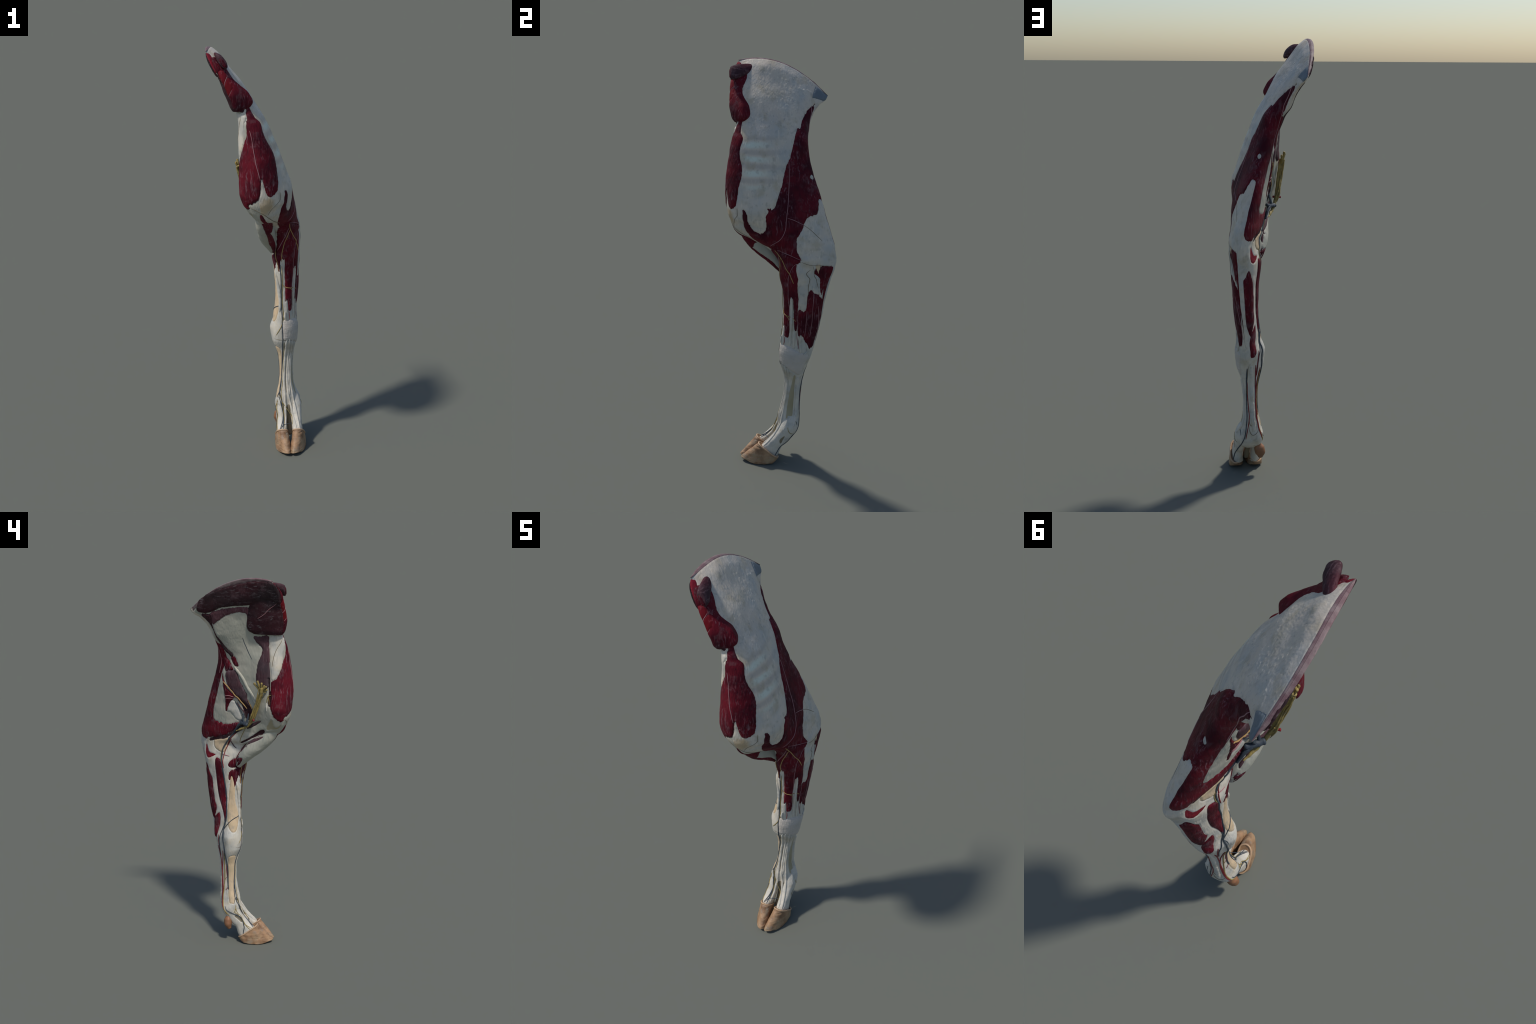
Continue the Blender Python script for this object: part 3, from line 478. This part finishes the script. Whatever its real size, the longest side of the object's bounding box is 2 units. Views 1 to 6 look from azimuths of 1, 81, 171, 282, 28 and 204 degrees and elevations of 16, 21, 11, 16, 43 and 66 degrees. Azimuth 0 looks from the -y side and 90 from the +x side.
cord('vein', 'vein', 0.0016, [('body',.762,1.701), ('body',.77,1.67), ('body',.785,1.633), ('body',.81,1.589)], -0.2, 0.6)
cord('tendon', 'inner', 0.0085, [('body',.73,1.542), ('body',.768,1.495), ('body',.795,1.437), ('body',.822,1.39), ('body',.84,1.357)], -0.1, 0.5)
cord('nerve', 'nerve', 0.0022, [('body',.88,1.416), ('body',.87,1.411), ('body',.868,1.399), ('body',.868,1.376)], 0.6, 0.6)
cord('nerve', 'nerve', 0.0022, [('body',.868,1.409), ('body',.872,1.392), ('body',.875,1.367)], 0.6, 0.6)
cord('tendon', 'tendon', 0.005, [('body',.868,1.374), ('body',.868,1.353), ('body',.868,1.332)], -0.1, 0.6)
cord('nerve', 'nerve', 0.0016, [('body',.812,1.217), ('body',.81,1.185), ('body',.81,1.159), ('body',.815,1.138)], 0.4, 0.6)
cord('vein', 'vein', 0.0034, [('body',.792,1.227), ('body',.78,1.208), ('body',.765,1.178), ('body',.75,1.154), ('body',.728,1.117), ('body',.715,1.082)], 0.4, 0.6)
cord('artery', 'artery', 0.0022, [('body',.78,1.187), ('body',.765,1.166), ('body',.752,1.143), ('body',.738,1.115)], 0.4, 0.6)
cord('crease', 'groove', 0.002, [('body',.952,1.285), ('body',.97,1.276), ('body',.99,1.264), ('body',.022,1.25), ('body',.055,1.231), ('body',.085,1.213), ('body',.108,1.194), ('body',.132,1.18)], -0.3, 0.6)
cord('crease', 'groove', 0.0016, [('body',.098,1.353), ('body',.102,1.332), ('body',.105,1.313), ('body',.092,1.297), ('body',.082,1.28), ('body',.07,1.264), ('body',.052,1.245)], -0.3, 0.6)
cord('crease', 'groove', 0.0016, [('body',.985,1.705), ('body',.928,1.663), ('body',.898,1.614), ('body',.885,1.558)], -0.3, 0.6)
cord('nerve', 'nervelet', 0.0022, [('body',.195,1.157), ('body',.165,1.129), ('body',.148,1.105), ('body',.13,1.077), ('body',.135,1.056), ('body',.135,1.028), ('body',.145,1)], 0.3, 0.6)
cord('nerve', 'line', 0.0018, [('body',.155,1.131), ('body',.085,1.103), ('body',.008,1.073), ('body',.96,1.045), ('body',.92,1.014)], 0.3, 0.6)
cord('nerve', 'nervelet', 0.002, [('body',.152,1.119), ('body',.078,1.091), ('body',.015,1.063), ('body',.98,1.035), ('body',.965,1.005), ('body',.962,.975), ('body',.96,.954)], 0.3, 0.6)
cord('crease', 'groove', 0.0016, [('body',.325,1.073), ('body',.272,1.035), ('body',.252,.984), ('body',.255,.942)], -0.1, 0.6)
cord('crease', 'groove', 0.0014, [('body',.34,1.091), ('body',.34,1.059), ('body',.31,1.024), ('body',.332,.972)], -0.2, 0.6)
cord('crease', 'groove', 0.0012, [('body',.292,1.112), ('body',.33,1.098), ('body',.375,1.094), ('body',.432,1.089)], -0.1, 0.6)
cord('crease', 'groove', 0.0013, [('body',.222,.706), ('body',.225,.674), ('body',.23,.643)], -0.1, 0.6)
cord('artery', 'line', 0.0016, [('body',.192,.718), ('body',.21,.683), ('body',.238,.641)], 0.3, 0.6)
cord('artery', 'artery', 0.0016, [('body',.062,.692), ('body',.07,.671), ('body',.065,.65)], 0.3, 0.6)


# ---------------------------------------------------------------- classify, carve and split the surfaces
def inside(poly, S, T):
    P = np.array(poly, float); P[:, 0] = np.unwrap(P[:, 0], period=1.0)
    n = len(P); P = ring(P, np.arange(n * 5) / (n * 5))
    hit = np.zeros(S.shape, bool)
    for sh in (-1, 0, 1):
        ss = S + sh
        box = (ss > P[:, 0].min()) & (ss < P[:, 0].max()) & (T > P[:, 1].min()) & (T < P[:, 1].max())
        if not box.any(): continue
        x, y = ss[box], T[box]; c = np.zeros(x.shape, bool)
        for (x1, y1), (x2, y2) in zip(P, np.roll(P, -1, 0)):
            if y1 == y2: continue
            c ^= ((y1 > y) != (y2 > y)) & (x < (x2 - x1) * (y - y1) / (y2 - y1) + x1)
        hit[box] |= c
    return hit

def base_label(key, C, S, T):
    """which plain white tissue lies where no muscle is named"""
    z = C[..., 2]; lab = np.empty(S.shape, object); lab[:] = 'x'
    if key == 'body':
        side = (S > .06) & (S < .56)
        for lo, hi, nm in ((-1, .19, 'fetlock'), (.19, .47, 'cannon'), (.47, .64, 'knee'), (.64, .98, 'forearm'), (.98, 1.15, 'elbow'), (1.15, 9, 'shoulder')):
            lab[(z >= lo) & (z < hi)] = nm
        lab[(z > .90) & side] = 'outer_sheet'
        lab[(z > 1.20) & ~side & (S > .56)] = 'inner_sheet'
        lab[(T > 1.978) & (S > .54) & (S < .97)] = 'blade_rim'
        lab[T > 1.9975] = 'blade_rim'
    else:
        lab[:] = {'neck': 'neck_muscle', 'biceps': 'biceps', 'strap': 'strap_muscle', 'digit_in': 'digit', 'digit_out': 'digit'}[key]
        if key == 'neck': lab[(S > .46) & (S < .93)] = 'neck_inner_face'
    return lab
BASE_MAT = {'fetlock': 'tendon', 'cannon': 'tendon', 'knee': 'tendon', 'forearm': 'tendon', 'elbow': 'tendon', 'shoulder': 'tendon', 'outer_sheet': 'sheet',
            'inner_sheet': 'inner', 'blade_rim': 'rim', 'neck_muscle': 'red', 'neck_inner_face': 'dark', 'strap_muscle': 'strap', 'biceps': 'inner', 'digit': 'tendon'}

FINAL = {}
def build_surface(key):
    G = SURF[key]; rows, cols = G.shape[:2]
    T0 = np.concatenate([z0, np.linspace(1.998, 2.007, rows - ROWS)]) if key == 'body' else np.arange(rows) / (rows - 1)
    S0 = np.arange(cols) / cols
    C = .25 * (G[:-1] + G[1:] + np.roll(G, -1, 1)[:-1] + np.roll(G, -1, 1)[1:])
    Tf = np.repeat(.5 * (T0[1:] + T0[:-1])[:, None], cols, 1); Sf = np.repeat((S0 + .5 / cols)[None], rows - 1, 0)
    per = np.linalg.norm(np.diff(G, axis=1), axis=-1).sum(1); per = np.maximum(.5 * (per[1:] + per[:-1]), .02)[:, None]
    hgt = 1.0 if key == 'body' else max(np.linalg.norm(np.diff(G[:, 0], axis=0), axis=-1).sum(), .05)
    nz = value_noise(C * np.array([330, 330, 60.]), 3) + .6 * value_noise(C * np.array([150, 150, 40.]), 8)
    nx = value_noise(C * np.array([70, 70, 70.]), 5)
    lab = base_label(key, C, Sf, Tf)
    bul = np.zeros(lab.shape); matof = dict(BASE_MAT)
    for sf, name, mat, bulge, outline, ragged in REGION:
        if sf != key: continue
        m = inside(outline, Sf + nx * ragged * .15 / per, Tf + nz * ragged / hgt)
        lab[m] = name; bul[m] = bulge; matof[name] = mat
    names, code = np.unique(lab.astype(str), return_inverse=True); code = code.reshape(lab.shape)
    plain = set(BASE_MAT) - {'blade_rim', 'neck_muscle', 'neck_inner_face'}
    code2 = np.array([-1 if n in plain else k for k, n in enumerate(names)])[code]  # plain tissues run into one another without a crease
    # border edges between unlike faces
    up = np.vstack([code2, code2[-1:]]); dn = np.vstack([code2[:1], code2])            # faces above / below each vertex row
    hb = up != dn                                                                   # edge (i,j)-(i,j+1)
    vb = code2 != np.roll(code2, 1, 1)                                                # edge (i,j)-(i+1,j)
    def border_smooth(G, it):
        for _ in range(it):
            acc = np.zeros_like(G); cnt = np.zeros(G.shape[:2])
            w = hb[..., None]; nxt = np.roll(G, -1, 1)
            acc += w * nxt; cnt += hb
            acc += np.roll(w * G, 1, 1); cnt += np.roll(hb, 1, 1)
            acc[:-1] += vb[..., None] * G[1:]; cnt[:-1] += vb
            acc[1:] += vb[..., None] * G[:-1]; cnt[1:] += vb
            m = cnt >= 2
            G = G.copy(); G[m] = .4 * G[m] + .6 * acc[m] / cnt[m][:, None]
        return G
    G = border_smooth(G, 3)
    onb = hb | np.roll(hb, 1, 1); onb[:-1] |= vb; onb[1:] |= vb
    # distance from the nearest border, spread over the grid
    D = np.where(onb, 0.0, 1.0)
    es = np.linalg.norm(np.roll(G, -1, 1) - G, axis=-1); et = np.linalg.norm(np.diff(G, axis=0), axis=-1)
    for _ in range(26):
        D = np.minimum(D, np.roll(D, -1, 1) + es); D = np.minimum(D, np.roll(D + es, 1, 1))
        D[:-1] = np.minimum(D[:-1], D[1:] + et); D[1:] = np.minimum(D[1:], D[:-1] + et)
    bv = np.vstack([bul[:1], .5 * (bul[1:] + bul[:-1]), bul[-1:]]); bv = .5 * (bv + np.roll(bv, 1, 1))
    bv = np.where(onb, 0, bv)
    N = grid_normals(G)
    disp = bv * (1 - np.exp(-D / .007)) - .0016 * np.exp(-(D / .0035) ** 2)
    disp += .0011 * value_noise(G * 38, 11) + .0004 * value_noise(G * np.array([260, 260, 60.]), 12)
    if key == 'body':                                                               # crumbly specks on the outer blade
        z = G[..., 2]; k = smooth(1.58, 1.72, z) * (1 - smooth(1.90, 1.96, z)) * (np.abs(np.arange(cols) / cols - .27) < .17)
        disp += .0022 * k * np.clip(value_noise(G * 120, 21) - .25, 0, 1) * smooth(-.1, .5, value_noise(G * 22, 22))
    fade = np.ones(rows); fade[:2] = 0; fade[-3:] = 0
    G = G + N * (disp * fade[:, None])[..., None]
    N = grid_normals(G)
    FINAL[key] = (G, N, T0)
    F = grid_faces(rows, cols); V = G.reshape(-1, 3); NN = N.reshape(-1, 3)
    # gather faces that share a name; the bigger anatomical units become children of the leg
    for k, name in enumerate(names):
        f = F[code == k]
        used, inv = np.unique(f, return_inverse=True)
        ob = mesh_object(name, V[used], inv.reshape(-1, 4), MAT[matof[name]], ROOT, NN[used])
for key in SURF: build_surface(key)

def on_surface(key, s, t):
    """point and normal of a finished surface at loop fraction s, height t"""
    G, N, T0 = FINAL[key]; rows, cols = G.shape[:2]
    r = np.interp(t, T0, np.arange(rows)); i = np.minimum(r.astype(int), rows - 2); fr = (r - i)[:, None]
    c = (np.asarray(s) % 1.0) * cols; j = np.floor(c).astype(int) % cols; fc = (c - np.floor(c))[:, None]; j2 = (j + 1) % cols
    w = lambda A: (A[i, j] * (1-fc) + A[i, j2] * fc) * (1-fr) + (A[i+1, j] * (1-fc) + A[i+1, j2] * fc) * fr
    return w(G), w(N)

def build_cord(name, mat, radius, path, lift, taper):
    runs = []
    for key, s, t in path:
        if runs and runs[-1][0] == key: runs[-1][1].append((s, t))
        else: runs.append((key, [(s, t)]))
    pts = []
    for key, st in runs:
        st = np.array(st, float); st[:, 0] = np.unwrap(st[:, 0], period=1.0)
        if len(st) > 1: st = catmull(st, 10)
        p, n = on_surface(key, st[:, 0], st[:, 1])
        pts.append(p + n * radius * lift)
    P = np.vstack(pts)
    d = np.concatenate([[0], np.cumsum(np.linalg.norm(np.diff(P, axis=0), axis=1))])
    n = max(6, int(d[-1] / .0035)); q = np.linspace(0, d[-1], n)
    C = np.stack([np.interp(q, d, P[:, k]) for k in range(3)], -1)
    for _ in range(4): C[1:-1] = .5 * C[1:-1] + .25 * (C[2:] + C[:-2])
    e = np.minimum(q, d[-1] - q)
    R = radius * (taper + (1 - taper) * np.clip(e / .02, 0, 1)) * (1 + .12 * value_noise(C * 90, 4))
    Gt = tube_grid(C, R, 10 if radius < .005 else 14)
    rows, cols = Gt.shape[:2]
    mesh_object(name, Gt.reshape(-1, 3), grid_faces(rows, cols).reshape(-1, 4), MAT[mat], ROOT)
for c in CORD: build_cord(*c)

def free_tube(name, mat, pts, radii, cols=16, flat=1.0, parent=None, per=8, rough=0.0):
    C = catmull(pts, per); n = len(pts)
    R = pchip(np.arange(n) * per, np.array(radii, float), np.arange((n - 1) * per + 1))
    Gt = tube_grid(C, R, cols, flat)
    if rough: Gt = Gt + grid_normals(Gt) * (rough * value_noise(Gt * np.array([150, 90, 60.]), 7))[..., None]
    return mesh_object(name, Gt.reshape(-1, 3), grid_faces(*Gt.shape[:2]).reshape(-1, 4), MAT[mat], parent or ROOT)

# ---------------------------------------------------------------- hooves
def hoof(side):
    m = (lambda x: x) if side < 0 else (lambda x: .228 - x)
    sole = [(.107,-.157),(.080,-.146),(.052,-.102),(.038,-.050),(.037,-.003),(.055,.022),(.081,.020),(.098,-.010),(.108,-.060),(.117,-.122)]
    cor  = [(.082,-.068),(.062,-.065),(.048,-.048),(.042,-.018),(.040,.012),(.056,.032),(.079,.028),(.096,.005),(.101,-.025),(.100,-.057)]
    zc = lambda y: .104 - .74 * (y + .068)
    zs = lambda y: .012 * smooth(-.10, -.155, y) + .012 * smooth(-.02, .03, y)     # sole rises a little at toe and heel
    lev = []
    for t, grow in [(0,.90),(.04,.985),(.12,1.0),(.45,1.01),(.80,1.0),(.95,.99),(1.0,.95),(1.0,.80)]:
        loop = []
        for (a, b), (c, d) in zip(sole, cor):
            x = a + (c - a) * t ** 1.25; y = b + (d - b) * t
            loop.append((m(.08 + (x - .08) * grow), -.05 + (y + .05) * grow, max(zs(b), 0) * (1 - t) + zc(d) * t))
        lev.append(loop)
    Gh = loft_grid(lev, 70, 130, bulge=0)
    Nh = grid_normals(Gh); z = Gh[..., 2]
    w = .0011 * value_noise(Gh * np.array([30, 30, 190.]), 31) + .0012 * value_noise(Gh * 55, 32)      # growth rings and dents
    w -= .003 * np.clip(value_noise(Gh * 70, 33), 0, 1) * (1 - smooth(.0, .018, z))                   # chipped lower edge
    Gh = Gh + Nh * w[..., None]; Gh[..., 2] = np.maximum(Gh[..., 2], 0.0)
    ob = mesh_object("hoof", Gh.reshape(-1, 3), grid_faces(*Gh.shape[:2]).reshape(-1, 4), MAT['horn'], ROOT)
    # soft swollen skin band round the top of the horn
    P = ring(np.array([(m(.075 + (c - .075) * .97), -.02 + (d + .02) * .98, zc(d) + .0005) for c, d in cor]), np.arange(120) / 120)
    P = np.vstack([P, P[:2]])
    Gc = tube_grid(P, np.full(len(P), .0036) * (1 + .2 * value_noise(P * 60, 3)), 12, 1.0)
    mesh_object("coronet", Gc.reshape(-1, 3), grid_faces(*Gc.shape[:2]).reshape(-1, 4), MAT['coronet'], ROOT)
hoof(-1); hoof(1)
free_tube("dewclaw", 'claw', [(.068,.092,.142),(.062,.093,.122),(.057,.092,.103),(.055,.085,.082)], [.016,.0245,.0235,.013], 28, .9, rough=.001)
free_tube("dewclaw_stalk", 'bone', [(.072,.075,.150),(.069,.060,.128),(.067,.040,.10),(.066,.022,.062)], [.010,.008,.008,.006], 14)

# ---------------------------------------------------------------- brachial plexus: trunk with cut roots, frayed strands, vessels beside it
TRUNK = [(-.075,-.118,1.452),(-.068,-.113,1.42),(-.058,-.099,1.378),(-.049,-.080,1.335),(-.040,-.066,1.295),(-.029,-.050,1.262),(-.018,-.030,1.238),(-.003,.002,1.222),(.012,.034,1.205)]
free_tube("nerve_trunk", 'nerve', TRUNK, [.013,.0135,.012,.0108,.0098,.0085,.0075,.0065,.003], 18, .7, rough=.0022)
for k in range(9):                                   # loose bundles lying along the trunk
    a = k * 2.4; off = lambda r: np.array([-.006 + r * .5 * math.cos(a), r * math.sin(a), .002 * math.cos(2 * a)])
    n0 = k % 3; pts = [np.array(TRUNK[i]) + off(.0135 - .0009 * i) * (1 + .25 * math.sin(i * 1.7 + k)) for i in range(n0, n0 + 5)]
    free_tube("nerve_strand", 'nerve', pts, [.0018, .0026, .0028, .0024, .0014], 10, rough=.0008)
for end, r in (((-.066,-.078,1.472), .0052), ((-.080,-.098,1.486), .0056), ((-.086,-.120,1.478), .0052), ((-.082,-.142,1.460), .0050), ((-.067,-.143,1.442), .0046), ((-.075,-.132,1.463), .0058), ((-.065,-.134,1.43), .0036)):
    a = np.array((-.069,-.114,1.428)); e = np.array(end)
    free_tube("nerve_root", 'nerve', [a, a + (e - a) * .5 + np.array((-.002, 0, .003)), e], [r * 1.2, r * .9, r * 1.1], 12, rough=.0012)
for pts, r in (([(-.055,-.105,1.405),(-.051,-.107,1.38),(-.045,-.097,1.35),(-.040,-.086,1.318)], .0022),
               ([(-.053,-.108,1.395),(-.053,-.101,1.362),(-.044,-.089,1.322),(-.042,-.077,1.292)], .0018),
               ([(-.046,-.060,1.31),(-.035,-.050,1.285),(-.026,-.050,1.262)], .0024)):
    free_tube("nerve", 'nerve', pts, [r, r * 1.2, r, r * .8][:len(pts)], 10, rough=.001)
free_tube("artery_stump", 'artery', [(-.024,-.066,1.284),(-.040,-.069,1.282),(-.053,-.072,1.281),(-.058,-.074,1.281)], [.0055,.0042,.0042,.0058], 16)
free_tube("vein_hub", 'vein', [(.014,.008,1.256),(-.003,-.010,1.252),(-.016,-.024,1.250),(-.023,-.032,1.250)], [.010,.0115,.0115,.0125], 20, .75, rough=.001)
free_tube("vein", 'vein', [(-.004,-.012,1.252),(-.002,-.006,1.275),(.006,-.008,1.300)], [.0065,.0045,.003], 12)
free_tube("vein", 'vein', [(-.010,-.028,1.255),(-.006,-.032,1.278),(.000,-.034,1.300)], [.0065,.0045,.003], 12)
free_tube("vein", 'vein', [(.002,.0,1.250),(.014,.022,1.235),(.028,.045,1.200)], [.009,.0065,.0045], 14)

# brown web of tissue closing the top of the cleft between the toes
free_tube("toe_web", 'groove', [(.111,.058,.205),(.111,.048,.165),(.111,.040,.112),(.112,.005,.050)], [.020,.018,.013,.012], 24, .8, rough=.001)
